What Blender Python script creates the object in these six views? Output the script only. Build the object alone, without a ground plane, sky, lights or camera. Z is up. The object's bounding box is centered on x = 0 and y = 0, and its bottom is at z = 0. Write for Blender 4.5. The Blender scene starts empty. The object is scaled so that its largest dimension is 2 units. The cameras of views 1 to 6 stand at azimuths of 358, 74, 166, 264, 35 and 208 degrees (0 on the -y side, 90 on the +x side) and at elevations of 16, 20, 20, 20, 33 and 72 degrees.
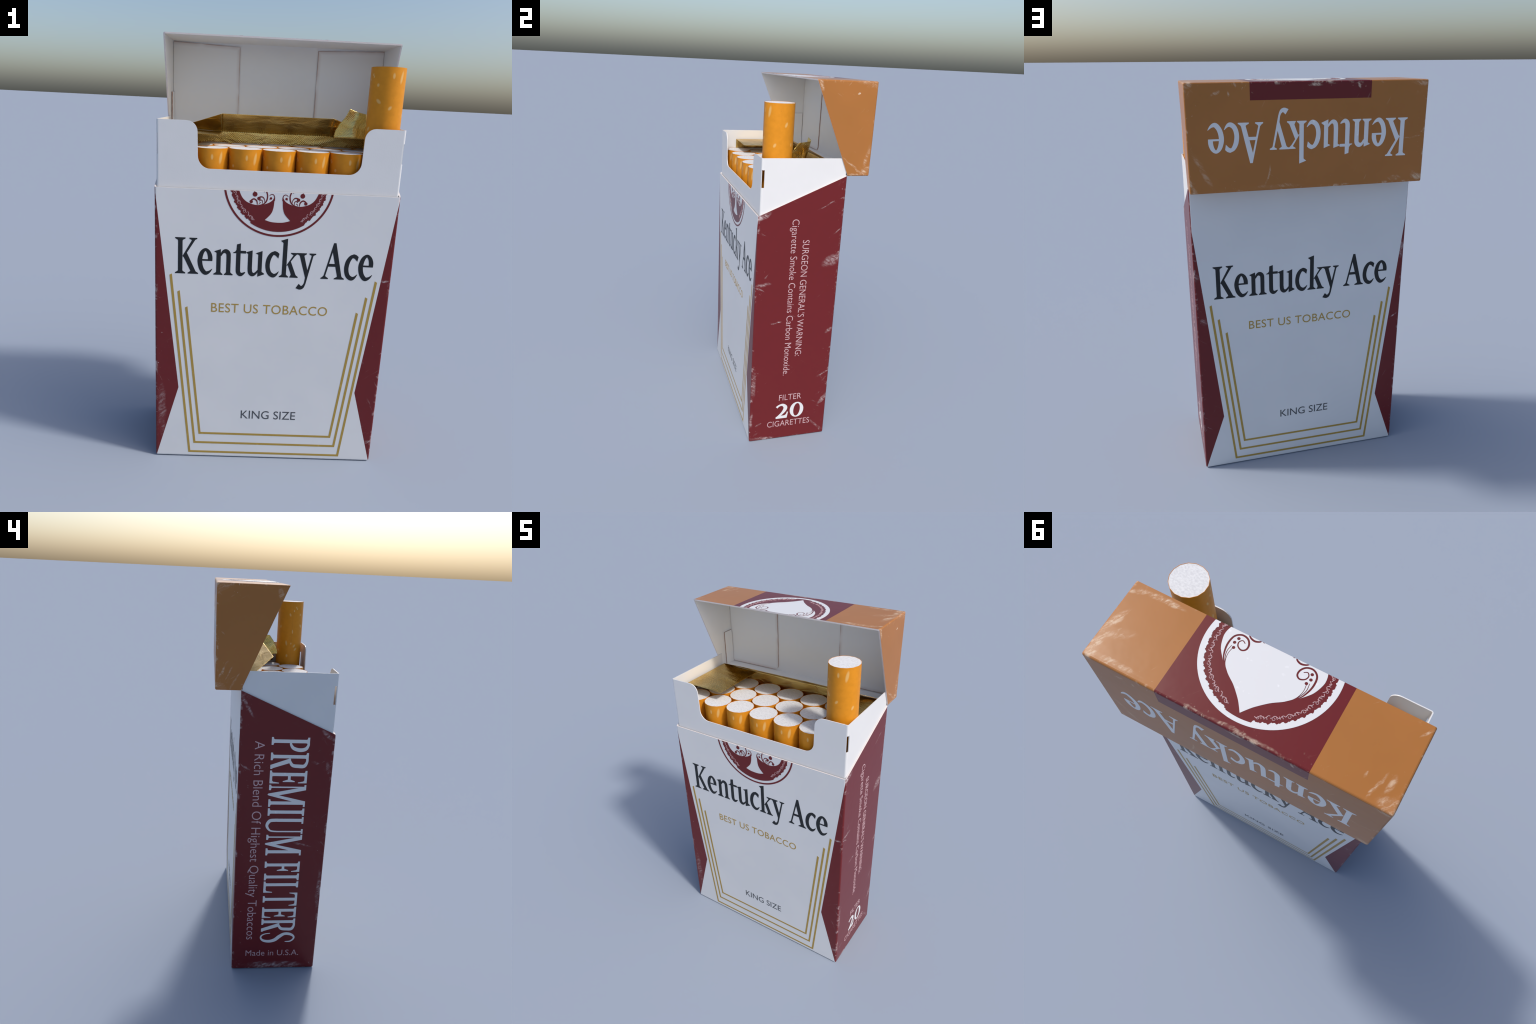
"""An open flip-top cigarette pack with twenty filter cigarettes, one pulled up.
Metres, z up.  Front of the pack looks along -y."""
import bpy, bmesh, math, random
from mathutils import Vector, Matrix
from mathutils.geometry import delaunay_2d_cdt

random.seed(7)
V = Vector
scene = bpy.context.scene

# ----------------------------------------------------------------- dimensions
HX = 0.537                      # half width of the carton
YF, YB = -0.2842, 0.168         # carton front and back
ZF, ZB = 1.348, 1.547           # height of the carton's front and back wall
LYF, LYB = -0.026, 0.2842       # opened lid: front edge and back
LZ0, LZ1 = 1.545, 2.0           # opened lid: bottom and top
CARD = 0.0065                   # card thickness
CX, CYF, CZT = 0.530, -0.274, 1.633   # collar half width, front, top
CIG_R, CIG_TOP, CIG_LEN = 0.0748, 1.520, 1.46
INK = 0.0006                    # how far printing stands proud


# ------------------------------------------------------------ node conveniences
class Nodes:
    def __init__(self, name):
        self.mat = bpy.data.materials.new(name)
        self.mat.use_nodes = True
        self.t = self.mat.node_tree
        self.t.nodes.clear()
        self.out = self.t.nodes.new("ShaderNodeOutputMaterial")

    def put(self, sock, val):
        if isinstance(val, bpy.types.NodeSocket):
            self.t.links.new(val, sock)
        elif val is not None:
            if sock.type == "RGBA" and len(val) == 3:
                val = (*val, 1.0)
            sock.default_value = val

    def m(self, op, a, b=None, c=None, clamp=False):
        n = self.t.nodes.new("ShaderNodeMath")
        n.operation = op
        n.use_clamp = clamp
        for s, v in zip(n.inputs, (a, b, c)):
            self.put(s, v)
        return n.outputs[0]

    def step(self, x, lo, hi):
        n = self.t.nodes.new("ShaderNodeMapRange")
        n.interpolation_type = "SMOOTHSTEP"
        self.put(n.inputs["Value"], x)
        n.inputs["From Min"].default_value = lo
        n.inputs["From Max"].default_value = hi
        return n.outputs["Result"]

    def mix(self, f, a, b):
        n = self.t.nodes.new("ShaderNodeMix")
        n.data_type = "RGBA"
        self.put(n.inputs[0], f)
        self.put(n.inputs[6], a)
        self.put(n.inputs[7], b)
        return n.outputs[2]

    def coords(self):
        n = self.t.nodes.new("ShaderNodeTexCoord")
        return n.outputs["Object"]

    def xyz(self, v):
        n = self.t.nodes.new("ShaderNodeSeparateXYZ")
        self.put(n.inputs[0], v)
        return n.outputs

    def vec(self, x, y, z):
        n = self.t.nodes.new("ShaderNodeCombineXYZ")
        for s, v in zip(n.inputs, (x, y, z)):
            self.put(s, v)
        return n.outputs[0]

    def mapped(self, v, scale=(1, 1, 1), rot=(0, 0, 0), loc=(0, 0, 0)):
        n = self.t.nodes.new("ShaderNodeMapping")
        self.put(n.inputs["Vector"], v)
        n.inputs["Scale"].default_value = scale
        n.inputs["Rotation"].default_value = rot
        n.inputs["Location"].default_value = loc
        return n.outputs[0]

    def noise(self, v, scale=5.0, detail=3.0, rough=0.55, dist=0.0):
        n = self.t.nodes.new("ShaderNodeTexNoise")
        self.put(n.inputs["Vector"], v)
        n.inputs["Scale"].default_value = scale
        n.inputs["Detail"].default_value = detail
        n.inputs["Roughness"].default_value = rough
        n.inputs["Distortion"].default_value = dist
        return n.outputs[0]

    def normal(self):
        return self.t.nodes.new("ShaderNodeNewGeometry").outputs["Normal"]

    def bump(self, h, strength, distance):
        n = self.t.nodes.new("ShaderNodeBump")
        n.inputs["Strength"].default_value = strength
        n.inputs["Distance"].default_value = distance
        self.put(n.inputs["Height"], h)
        return n.outputs[0]

    def bsdf(self, color, rough=0.5, metal=0.0, normal=None, spec=0.5, coat=0.0):
        n = self.t.nodes.new("ShaderNodeBsdfPrincipled")
        self.put(n.inputs["Base Color"], color)
        self.put(n.inputs["Roughness"], rough)
        n.inputs["Metallic"].default_value = metal
        n.inputs["Specular IOR Level"].default_value = spec
        n.inputs["Coat Weight"].default_value = coat
        if normal is not None:
            self.put(n.inputs["Normal"], normal)
        self.t.links.new(n.outputs[0], self.out.inputs[0])
        return self.mat


WHITE = (0.70, 0.70, 0.705)
RED = (0.138, 0.0150, 0.0172)
TAN = (0.378, 0.150, 0.038)
BLACK = (0.0155, 0.018, 0.021)
GOLD_INK = (0.40, 0.265, 0.058)
GREY_INK = (0.075, 0.08, 0.09)


# scuffs: centre, direction of the rub, half length, half width, strength
CARTON_SCUFFS = (
    ((HX, 0.130, 1.102), (0, 0.5, 0.25), 0.055, 0.032, 1.0), ((HX, 0.150, 1.135), (0, 0.7, 0.5), 0.035, 0.006, 1.0),
    ((HX, -0.245, 0.980), (0, 1, 0.1), 0.045, 0.012, 0.9), ((HX, -0.262, 0.955), (0, 1, -0.4), 0.030, 0.006, 1.0),
    ((HX, 0.150, 0.690), (0, 1, 0.8), 0.030, 0.012, 0.8), ((HX, 0.135, 0.415), (0, 1, 0.5), 0.050, 0.006, 0.9),
    ((HX, 0.150, 0.245), (0, 0.8, 1), 0.050, 0.014, 0.8), ((HX, -0.215, 0.012), (0, 1, 0), 0.070, 0.013, 1.6),
    ((HX, -0.268, 1.345), (0, 1, 0.5), 0.055, 0.020, 1.5), ((HX, 0.143, 1.262), (0, 1, 0.8), 0.050, 0.004, 1.0),
    ((HX, -0.155, 0.755), (0, 1, 0.12), 0.036, 0.005, 1.3), ((HX, 0.100, 1.412), (0, 1, 0.5), 0.085, 0.004, 0.8),
    ((HX, -0.272, 0.380), (0, 0, 1), 0.090, 0.016, 0.8), ((HX, -0.235, 0.110), (0, 1, 0.6), 0.022, 0.006, 1.1),
    ((HX, -0.275, 0.150), (0, 0, 1), 0.050, 0.010, 0.9), ((HX, 0.110, 0.070), (0, 1, -1), 0.060, 0.008, 0.6),
    ((-HX, -0.060, 0.026), (0, 1, 0), 0.150, 0.024, 0.9), ((-HX, -0.255, 1.340), (0, 1, 0.7), 0.045, 0.012, 0.9),
    ((-HX, -0.198, 1.207), (0, 1, 0.2), 0.020, 0.010, 0.7), ((-HX, -0.262, 1.180), (0, 0.3, 1), 0.030, 0.012, 0.6),
    ((-HX, -0.159, 0.771), (0, 1, 0.3), 0.050, 0.007, 0.6), ((-HX, 0.140, 1.480), (0, 0.6, 1), 0.060, 0.009, 0.8),
    ((-HX, -0.270, 0.500), (0, 0, 1), 0.120, 0.012, 0.6), ((-0.505, YF, 0.260), (0, 0, 1), 0.13, 0.022, 0.6),
    ((0.520, YF, 0.110), (1, 0, 0.2), 0.03, 0.010, 1.1), ((0.505, YF, 0.960), (1, 0, 0.1), 0.030, 0.006, 1.2),
    ((0.500, YB, 0.880), (1, 0, 0.3), 0.02, 0.02, 0.7), ((-0.505, YB, 0.800), (1, 0, -0.6), 0.03, 0.005, 1.1),
    ((-0.520, YB, 1.180), (0, 0, 1), 0.06, 0.012, 0.9), ((0.490, YB, 1.20), (1, 0, 0.05), 0.05, 0.006, 1.0))
LID_SCUFFS = (
    ((0.520, 0.250, LZ1), (0, 1, 0), 0.070, 0.028, 1.3), ((0.515, 0.150, LZ1), (0.3, 1, 0), 0.070, 0.018, 1.1),
    ((0.480, 0.170, LZ1), (1, 0.5, 0), 0.060, 0.022, 0.7), ((0.505, 0.008, LZ1), (1, 0.3, 0), 0.030, 0.012, 1.1),
    ((0.415, -0.004, LZ1), (1, 0, 0), 0.070, 0.013, 1.3), ((0.440, 0.262, LZ1), (1, 0, 0), 0.10, 0.012, 0.9),
    ((-0.520, 0.262, LZ1), (1, 0.2, 0), 0.045, 0.030, 1.4), ((-0.456, 0.225, LZ1), (0.25, 1, 0), 0.055, 0.006, 1.2),
    ((-0.415, 0.207, LZ1), (0.3, 1, 0), 0.012, 0.006, 1.2), ((-0.490, 0.200, LZ1), (0.2, 1, 0), 0.030, 0.012, 0.9),
    ((-0.520, 0.000, LZ1), (0.7, 1, 0), 0.030, 0.006, 0.9), ((0.0, 0.276, LZ1), (1, 0, 0), 0.18, 0.007, 0.9),
    ((0.411, LYB, 1.956), (1, 0, -0.6), 0.018, 0.008, 0.8), ((0.356, LYB, 1.955), (0.4, 0, 1), 0.010, 0.005, 0.9),
    ((0.328, LYB, 1.988), (0.2, 0, 1), 0.016, 0.006, 1.0), ((0.194, LYB, 1.614), (0.25, 0, -1), 0.045, 0.005, 0.7),
    ((-0.515, LYB, 1.570), (1, 0, 0.3), 0.035, 0.020, 1.1), ((0.480, LYB, 1.650), (0.5, 0, 1), 0.085, 0.014, 0.5),
    ((-0.505, LYB, 1.985), (1, 0, 0.1), 0.040, 0.016, 0.9), ((-0.014, LYB, 1.984), (1, 0, 0.1), 0.030, 0.008, 1.2),
    ((-0.213, LYB, 1.982), (0.4, 0, 1), 0.016, 0.007, 1.1), ((0.528, LYB, 1.580), (0.3, 0, 1), 0.04, 0.010, 1.0),
    ((-0.470, LYB, 1.750), (1, 0, -0.1), 0.05, 0.004, 0.5), ((-0.400, LYB, 1.568), (1, 0, 0), 0.030, 0.012, 0.8),
    ((0.150, LYB, 1.562), (1, 0, 0), 0.10, 0.010, 0.6),
    ((HX, 0.187, 1.945), (0, 1, 0.6), 0.007, 0.006, 1.8), ((HX, 0.200, 1.590), (0, 1, -0.72), 0.075, 0.007, 1.1),
    ((HX, 0.258, 1.572), (0, 1, 0.6), 0.030, 0.018, 1.3), ((HX, -0.005, 1.980), (0, 0.3, -1), 0.035, 0.012, 1.2),
    ((HX, 0.262, 1.640), (0, 0.2, 1), 0.06, 0.012, 0.8), ((HX, 0.20, 1.552), (0, 1, 0), 0.04, 0.007, 1.2),
    ((-HX, 0.254, 1.631), (0, 0.5, -1), 0.055, 0.006, 0.8), ((-HX, 0.224, 1.622), (0, 0.5, -1), 0.050, 0.004, 0.7),
    ((-HX, 0.258, 1.975), (0, 1, -0.6), 0.050, 0.010, 0.8), ((-HX, 0.265, 1.562), (0, 1, 0.5), 0.030, 0.018, 1.1),
    ((-HX, 0.010, 1.965), (0, 0.4, 1), 0.03, 0.014, 0.7), ((-HX, 0.20, 1.585), (0, 0.6, -1), 0.045, 0.005, 0.7))


def scuff_mask(n, P, scuffs, grit):
    """Rubbed places named one by one, broken up by noise."""
    def vm(op, a, b):
        v = n.t.nodes.new("ShaderNodeVectorMath")
        v.operation = op
        n.put(v.inputs[0], a)
        n.put(v.inputs[1], b)
        return v.outputs["Value" if op == "DOT_PRODUCT" else 0]
    total = None
    wob = n.t.nodes.new("ShaderNodeTexNoise")
    wob.inputs["Scale"].default_value = 22
    n.put(wob.inputs["Vector"], P)
    W = vm("ADD", P, vm("MULTIPLY", vm("SUBTRACT", wob.outputs["Color"], (0.5, 0.5, 0.5)), (0.02, 0.02, 0.02)))
    for c, d, hl, hw, k in scuffs:
        ax = Vector(d).normalized()
        q = vm("SUBTRACT", W, c)
        along = vm("DOT_PRODUCT", q, tuple(ax))
        a2 = n.m("MULTIPLY", along, along)
        r2 = n.m("SUBTRACT", vm("DOT_PRODUCT", q, q), a2)
        e = n.m("MULTIPLY_ADD", a2, 1 / hl ** 2, n.m("MULTIPLY", r2, 1.35 / hw ** 2))
        f = n.m("MULTIPLY", n.step(e, 1.6, -0.25), k)
        total = f if total is None else n.m("MAXIMUM", total, f)
    return n.m("MULTIPLY", total, n.m("ADD", 0.10, n.m("MULTIPLY", n.step(grit, 0.45, 0.62), 0.90)))


def wear_mask(n, P, box, scuffs):
    """Rubbed edges, scuffed corners, scratches; box = ((x0,x1),(y0,y1),(z0,z1))."""
    x, y, z = n.xyz(P)
    dist = []
    for c, (lo, hi) in zip((x, y, z), box):
        dist.append(n.m("MAXIMUM", n.m("MINIMUM", n.m("SUBTRACT", c, lo), n.m("SUBTRACT", hi, c)), 0.0))
    a, b, c = dist
    lo_ab, hi_ab = n.m("MINIMUM", a, b), n.m("MAXIMUM", a, b)
    edge = n.m("MAXIMUM", lo_ab, n.m("MINIMUM", hi_ab, c))        # distance to nearest edge
    far = n.m("MAXIMUM", hi_ab, c)                                # then to the nearest corner
    n1 = n.noise(P, 34, 5, 0.65, 0.4)
    n2 = n.noise(P, 9, 3, 0.6)
    n3 = n.noise(n.mapped(P, (1, 1, 1), (0.3, 0.5, 0.2), (3, 1, 2)), 80, 3, 0.6)
    rub = n.m("MULTIPLY", n.step(edge, 0.016, 0.001), n.step(n.m("ADD", n1, n.m("MULTIPLY", n2, 0.5)), 0.80, 0.98))
    near = n.step(edge, 0.11, 0.0)
    corner = n.m("MULTIPLY", n.m("MULTIPLY", n.step(far, 0.07, 0.0), n.step(n1, 0.52, 0.70)), 0.6)
    # scratches run slantwise, mostly near the edges
    streaks = None
    for rot, loc in (((0.55, 0.55, 0.55), (0, 0, 0)), ((-0.8, -0.9, 0.7), (5, 3, 1))):
        q = n.mapped(P, (1, 1, 1), rot, loc)
        q = n.mapped(q, (9, 9, 70))
        s = n.step(n.noise(q, 1.0, 3, 0.6), 0.66, 0.78)
        streaks = s if streaks is None else n.m("MAXIMUM", streaks, s)
    gate = n.step(n.noise(n.mapped(P, (1, 1, 1), (0, 0, 0), (7, 7, 7)), 5, 2), 0.46, 0.66)
    streaks = n.m("MULTIPLY", n.m("MULTIPLY", streaks, gate), n.m("ADD", n.m("MULTIPLY", near, 0.85), 0.12))
    spots = n.m("MULTIPLY", n.m("MULTIPLY", n.step(n3, 0.66, 0.76), n.step(edge, 0.07, 0.0)), n.step(n2, 0.45, 0.6))
    w = n.m("MAXIMUM", n.m("MAXIMUM", rub, corner), n.m("MAXIMUM", streaks, spots))
    w = n.m("MULTIPLY", w, 0.55)
    fibre = n.noise(n.mapped(n.mapped(P, (1, 1, 1), (0.5, 0.6, 0.4)), (22, 22, 110)), 1.0, 4, 0.65, 0.5)
    sc = n.m("MULTIPLY", scuff_mask(n, P, scuffs, n.m("MULTIPLY_ADD", n1, 0.4, n.m("MULTIPLY", fibre, 0.6))), 0.52)
    return n.m("MAXIMUM", w, sc, clamp=True)


def make_carton_print():
    n = Nodes("printed_carton_card")
    P = n.coords()
    x, y, z = n.xyz(P)
    ax = n.m("ABSOLUTE", x)
    back = n.m("GREATER_THAN", y, 0.0)
    # red wedges: their tip sits lower on the back
    tip = n.m("ADD", 0.383, n.m("MULTIPLY", back, -0.068))
    slope = n.m("ADD", 0.1133, n.m("MULTIPLY", back, -0.010))
    up = n.m("ADD", 0.4265, n.m("MULTIPLY", n.m("SUBTRACT", z, tip), slope))
    low_run = n.m("DIVIDE", n.m("SUBTRACT", tip, z), tip)
    down = n.m("ADD", 0.4265, n.m("MULTIPLY", low_run, 0.1065))
    red = n.m("GREATER_THAN", n.m("SUBTRACT", ax, n.m("MAXIMUM", up, down)), 0.0)
    side = n.m("GREATER_THAN", ax, HX - 0.004)
    red = n.m("MAXIMUM", red, side)
    wear = wear_mask(n, P, ((-HX, HX), (YF, YB), (0.0, 1.56)), CARTON_SCUFFS)
    mott = n.noise(P, 3.0, 2)
    white = n.mix(n.step(mott, 0.3, 0.7), (0.68, 0.685, 0.695), (0.71, 0.71, 0.715))
    col = n.mix(wear, n.mix(red, white, RED), (0.74, 0.66, 0.66))
    rough = n.m("ADD", 0.29, n.m("MULTIPLY", wear, 0.35))
    fine = n.bump(n.noise(P, 7, 3), 0.05, 0.02)
    return n.bsdf(col, rough, normal=fine, spec=0.27)


def make_lid_print():
    n = Nodes("printed_lid_card")
    P = n.coords()
    x, y, z = n.xyz(P)
    ax = n.m("ABSOLUTE", x)
    band = n.m("MULTIPLY", n.m("LESS_THAN", ax, 0.2675), n.m("GREATER_THAN", z, 1.927))
    wear = wear_mask(n, P, ((-HX, HX), (-0.06, LYB), (LZ0, LZ1)), LID_SCUFFS)
    mott = n.noise(P, 4.0, 2)
    tan = n.mix(n.step(mott, 0.3, 0.7), (0.365, 0.146, 0.037), (0.392, 0.155, 0.040))
    col = n.mix(wear, n.mix(band, tan, RED), (0.85, 0.72, 0.55))
    rough = n.m("ADD", 0.29, n.m("MULTIPLY", wear, 0.35))
    fine = n.bump(n.noise(P, 7, 3), 0.05, 0.02)
    return n.bsdf(col, rough, normal=fine, spec=0.27)


def make_card(name, base, rough=0.55):
    n = Nodes(name)
    P = n.coords()
    g = n.noise(P, 6, 4)
    col = n.mix(n.step(g, 0.25, 0.75), tuple(c * 0.97 for c in base), base)
    return n.bsdf(col, rough, normal=n.bump(n.noise(P, 160, 2), 0.06, 0.003), spec=0.4)


def make_cut_edge():
    """Narrow edges of the flaps and tabs, mottled in two browns."""
    n = Nodes("brown_flap_edge")
    P = n.coords()
    col = n.mix(n.step(n.noise(P, 18, 3), 0.35, 0.65), (0.50, 0.36, 0.30), (0.28, 0.15, 0.11))
    return n.bsdf(col, 0.7)


def make_flap_card():
    """White flap with brownish ambient-occlusion shading painted in along its border."""
    n = Nodes("flap_white_card")
    x, y, z = n.xyz(n.coords())
    ax = n.m("ABSOLUTE", x)
    d1 = n.m("SUBTRACT", ax, 0.196)
    line = n.m("SUBTRACT", 1.979, n.m("MULTIPLY", n.m("SUBTRACT", ax, 0.196), -0.0376))
    d2 = n.m("SUBTRACT", line, z)
    d3 = n.m("SUBTRACT", z, 1.5535)
    d = n.m("MINIMUM", n.m("MINIMUM", d1, d2), d3)
    soft = n.m("MULTIPLY", n.step(d, 0.022, 0.0), 0.30)
    hard = n.m("MULTIPLY", n.step(d, 0.0055, 0.0020), 0.75)
    k = n.m("MULTIPLY", n.m("MAXIMUM", soft, hard), n.step(n.noise(n.coords(), 7, 2), 0.25, 0.55))
    return n.bsdf(n.mix(k, (0.84, 0.84, 0.83), (0.40, 0.22, 0.16)), 0.55, spec=0.4)


def make_ink(name, base, rough=0.30, wear=0.0):
    n = Nodes(name)
    P = n.coords()
    col = n.mix(n.step(n.noise(P, 30, 3), 0.62, 0.80), base, tuple(min(1, c * 1.25 + 0.008) for c in base))
    return n.bsdf(col, rough, spec=0.27)


def make_foil():
    n = Nodes("embossed_gold_foil")
    P = n.coords()
    x, y, z = n.xyz(P)
    k = 2 * math.pi / 0.0092
    u = n.m("SINE", n.m("MULTIPLY", x, k))
    v = n.m("SINE", n.m("MULTIPLY", n.m("SUBTRACT", y, z), k))
    dots = n.m("MULTIPLY", u, v)
    dots = n.m("ADD", n.m("MULTIPLY", dots, 0.5), 0.5)
    folds = n.noise(n.mapped(P, (7, 16, 16), (0.2, 0.3, 0.25)), 1.0, 4, 0.55, 0.6)
    big = n.bump(folds, 0.5, 0.022)
    fine = n.t.nodes.new("ShaderNodeBump")
    fine.inputs["Strength"].default_value = 0.42
    fine.inputs["Distance"].default_value = 0.0022
    n.put(fine.inputs["Height"], dots)
    n.put(fine.inputs["Normal"], big)
    col = n.mix(n.step(folds, 0.35, 0.65), (0.68, 0.44, 0.115), (0.80, 0.58, 0.21))
    return n.bsdf(col, 0.26, metal=1.0, normal=fine.outputs[0])


# specks of the tipping paper: bearing in degrees, depth below the end, half
# length, half width, lean
SPECKS = ((-54, 0.040, 0.026, 0.0075, -10), (-85, 0.036, 0.012, 0.0055, 0), (-135, 0.074, 0.007, 0.006, 0),
          (-128, 0.140, 0.013, 0.007, 50), (-88, 0.166, 0.010, 0.006, -40), (-171, 0.052, 0.006, 0.004, 0),
          (-161, 0.032, 0.006, 0.004, -30), (-162, 0.256, 0.011, 0.006, -40), (13, 0.098, 0.013, 0.0065, -25),
          (-28, 0.195, 0.011, 0.0065, -30), (42, 0.192, 0.010, 0.006, 0), (-3, 0.272, 0.016, 0.009, 45),
          (172, 0.075, 0.010, 0.005, 20), (-156, 0.040, 0.006, 0.004, -20), (126, 0.145, 0.009, 0.004, 0),
          (186, 0.172, 0.012, 0.004, 5), (160, 0.240, 0.015, 0.006, 10), (182, 0.242, 0.006, 0.004, 0),
          (205, 0.276, 0.011, 0.006, -45), (114, 0.285, 0.010, 0.007, 60), (165, 0.315, 0.009, 0.006, 0),
          (75, 0.06, 0.012, 0.006, 20), (98, 0.22, 0.013, 0.006, -30), (60, 0.30, 0.010, 0.006, 30),
          (-60, 0.275, 0.010, 0.0065, -50))


def make_tipping_paper():
    n = Nodes("cork_tipping_paper")
    P = n.coords()
    x, y, z = n.xyz(P)
    ang = n.m("ARCTAN2", y, x)
    depth = n.m("SUBTRACT", CIG_LEN, z)
    spot = None
    for deg, d, hl, hw, lean in SPECKS:
        a = n.m("MULTIPLY", n.m("WRAP", n.m("SUBTRACT", ang, math.radians(deg)), math.pi, -math.pi), CIG_R)
        b = n.m("SUBTRACT", depth, d)
        c, s = math.cos(math.radians(lean)), math.sin(math.radians(lean))
        p = n.m("MULTIPLY_ADD", a, c / hw, n.m("MULTIPLY", b, -s / hw))
        q = n.m("MULTIPLY_ADD", a, s / hl, n.m("MULTIPLY", b, c / hl))
        r = n.m("ADD", n.m("MULTIPLY", p, p), n.m("MULTIPLY", q, q))
        f = n.step(r, 1.6, 0.15)
        spot = f if spot is None else n.m("MAXIMUM", spot, f)
    grain = n.noise(P, 40, 3, 0.5)
    base = n.mix(n.step(grain, 0.3, 0.72), (0.635, 0.240, 0.0125), (0.685, 0.262, 0.0150))
    freckle = n.step(n.noise(P, 210, 1), 0.70, 0.76)
    base = n.mix(n.m("MULTIPLY", freckle, 0.35), base, (0.45, 0.15, 0.02))
    seam = n.step(n.m("ABSOLUTE", n.m("SUBTRACT", ang, -3.08)), 0.02, 0.0)
    base = n.mix(n.m("MULTIPLY", seam, 0.35), base, (0.40, 0.14, 0.02))
    col = n.mix(n.m("MULTIPLY", spot, 0.50), base, (0.76, 0.56, 0.24))
    return n.bsdf(col, 0.45, normal=n.bump(grain, 0.05, 0.002), spec=0.2)


def make_filter_end():
    n = Nodes("filter_fibre")
    P = n.coords()
    g = n.noise(n.mapped(P, (1, 1.4, 1), (0, 0, 0.5)), 105, 2, 0.45, 0.3)
    col = n.mix(n.step(g, 0.30, 0.68), (0.635, 0.635, 0.645), (0.745, 0.745, 0.75))
    return n.bsdf(col, 0.9, normal=n.bump(g, 0.12, 0.004), spec=0.15)


M_CARTON = make_carton_print()
M_LID = make_lid_print()
M_INNER = make_card("inner_white_card", (0.85, 0.85, 0.84))
M_COLLAR = make_card("collar_white_card", (0.72, 0.72, 0.725), 0.42)
M_RIM = make_card("cut_rim_card", (0.66, 0.60, 0.585), 0.6)
M_FLAP = make_flap_card()
M_EDGE = make_cut_edge()
M_BLACK = make_ink("black_ink", BLACK)
M_GREY = make_ink("grey_ink", GREY_INK)
M_GOLD = make_ink("gold_ink", GOLD_INK)
M_RED = make_ink("oxblood_ink", RED)
M_WHITE = make_ink("white_ink", (0.70, 0.70, 0.71))
M_PALE = make_ink("pale_line_ink", (0.52, 0.33, 0.34))
M_SMALL = make_ink("small_white_ink", (0.56, 0.38, 0.40))
M_FOIL = make_foil()
M_TIP = make_tipping_paper()
M_FILTER = make_filter_end()
M_PAPER = make_card("cigarette_paper", (0.80, 0.80, 0.79), 0.8)


# --------------------------------------------------------------- object helpers
def add_object(name, mesh, parent=None, mats=()):
    for m in mats:
        mesh.materials.append(m)
    ob = bpy.data.objects.new(name, mesh)
    scene.collection.objects.link(ob)
    if parent is not None:
        ob.parent = parent
    return ob


def bake(ob):
    """Apply the modifiers of an object."""
    dg = bpy.context.evaluated_depsgraph_get()
    me = bpy.data.meshes.new_from_object(ob.evaluated_get(dg))
    old = ob.data
    ob.modifiers.clear()
    ob.data = me
    bpy.data.meshes.remove(old)
    return ob


# ------------------------------------------------------------ flat shape algebra
def ellipse(cx, cy, rx, ry=None, n=48, a0=0.0, a1=2 * math.pi):
    ry = rx if ry is None else ry
    full = abs(a1 - a0 - 2 * math.pi) < 1e-6
    k = n if full else n + 1
    return [(cx + rx * math.cos(a0 + (a1 - a0) * i / n), cy + ry * math.sin(a0 + (a1 - a0) * i / n)) for i in range(k)]


def box2(x0, y0, x1, y1):
    return [(x0, y0), (x1, y0), (x1, y1), (x0, y1)]


def spline(pts, sub=6):
    """Catmull-Rom through points of any dimension."""
    out = []
    n = len(pts)
    for i in range(n - 1):
        p = [pts[max(i - 1, 0)], pts[i], pts[i + 1], pts[min(i + 2, n - 1)]]
        for s in range(sub):
            t = s / sub
            out.append(tuple(0.5 * (2 * b + (c - a) * t + (2 * a - 5 * b + 4 * c - d) * t * t + (3 * b - a - 3 * c + d) * t ** 3)
                             for a, b, c, d in zip(*p)))
    out.append(tuple(pts[-1]))
    return out


def pen(pts, sub=6):
    """Stroke of changing width: (x, y, width) nodes -> triangles."""
    q = spline(pts, sub) if sub > 1 else [tuple(p) for p in pts]
    left, right = [], []
    for i, (x, y, w) in enumerate(q):
        a, b = q[max(i - 1, 0)], q[min(i + 1, len(q) - 1)]
        dx, dy = b[0] - a[0], b[1] - a[1]
        l = math.hypot(dx, dy) or 1
        nx, ny = -dy / l * max(w, 0.2 * 1e-4) / 2, dx / l * max(w, 0.2 * 1e-4) / 2
        left.append((x + nx, y + ny))
        right.append((x - nx, y - ny))
    out = []
    for i in range(len(q) - 1):     # triangles, since tight bends can twist a quad
        out += [[left[i], right[i], right[i + 1]], [left[i], right[i + 1], left[i + 1]]]
    return out


def area2(poly):
    return sum(a[0] * b[1] - b[0] * a[1] for a, b in zip(poly, poly[1:] + poly[:1])) / 2


def csg(shapes, cuts=()):
    """Painter's algebra of polygons: shapes = [(polygon, True/False)], the last
    one covering a spot decides whether it is ink or hole.  -> (points, triangles)"""
    pts, faces, edges, sign = [], [], [], []
    for poly, s in shapes:
        clean = [p for i, p in enumerate(poly) if math.dist(p, poly[i - 1]) > 1e-7]
        if len(clean) < 3 or abs(area2(clean)) < 1e-10:
            continue
        if area2(clean) < 0:
            clean = clean[::-1]
        faces.append(list(range(len(pts), len(pts) + len(clean))))
        pts += [V(p) for p in clean]
        sign.append(s)
    for a, b in cuts:
        edges.append((len(pts), len(pts) + 1))
        pts += [V(a), V(b)]
    vs, _, fs, _, _, of = delaunay_2d_cdt(pts, edges, faces, 1, 1e-6, True)
    tris = [tuple(f) for f, o in zip(fs, of) if o and sign[max(o)]]
    return [tuple(v) for v in vs], tris


def scaled(shapes, k=0.001, dx=0.0, dy=0.0):
    return [([(x * k + dx, y * k + dy) for x, y in p], s) for p, s in shapes]


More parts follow.
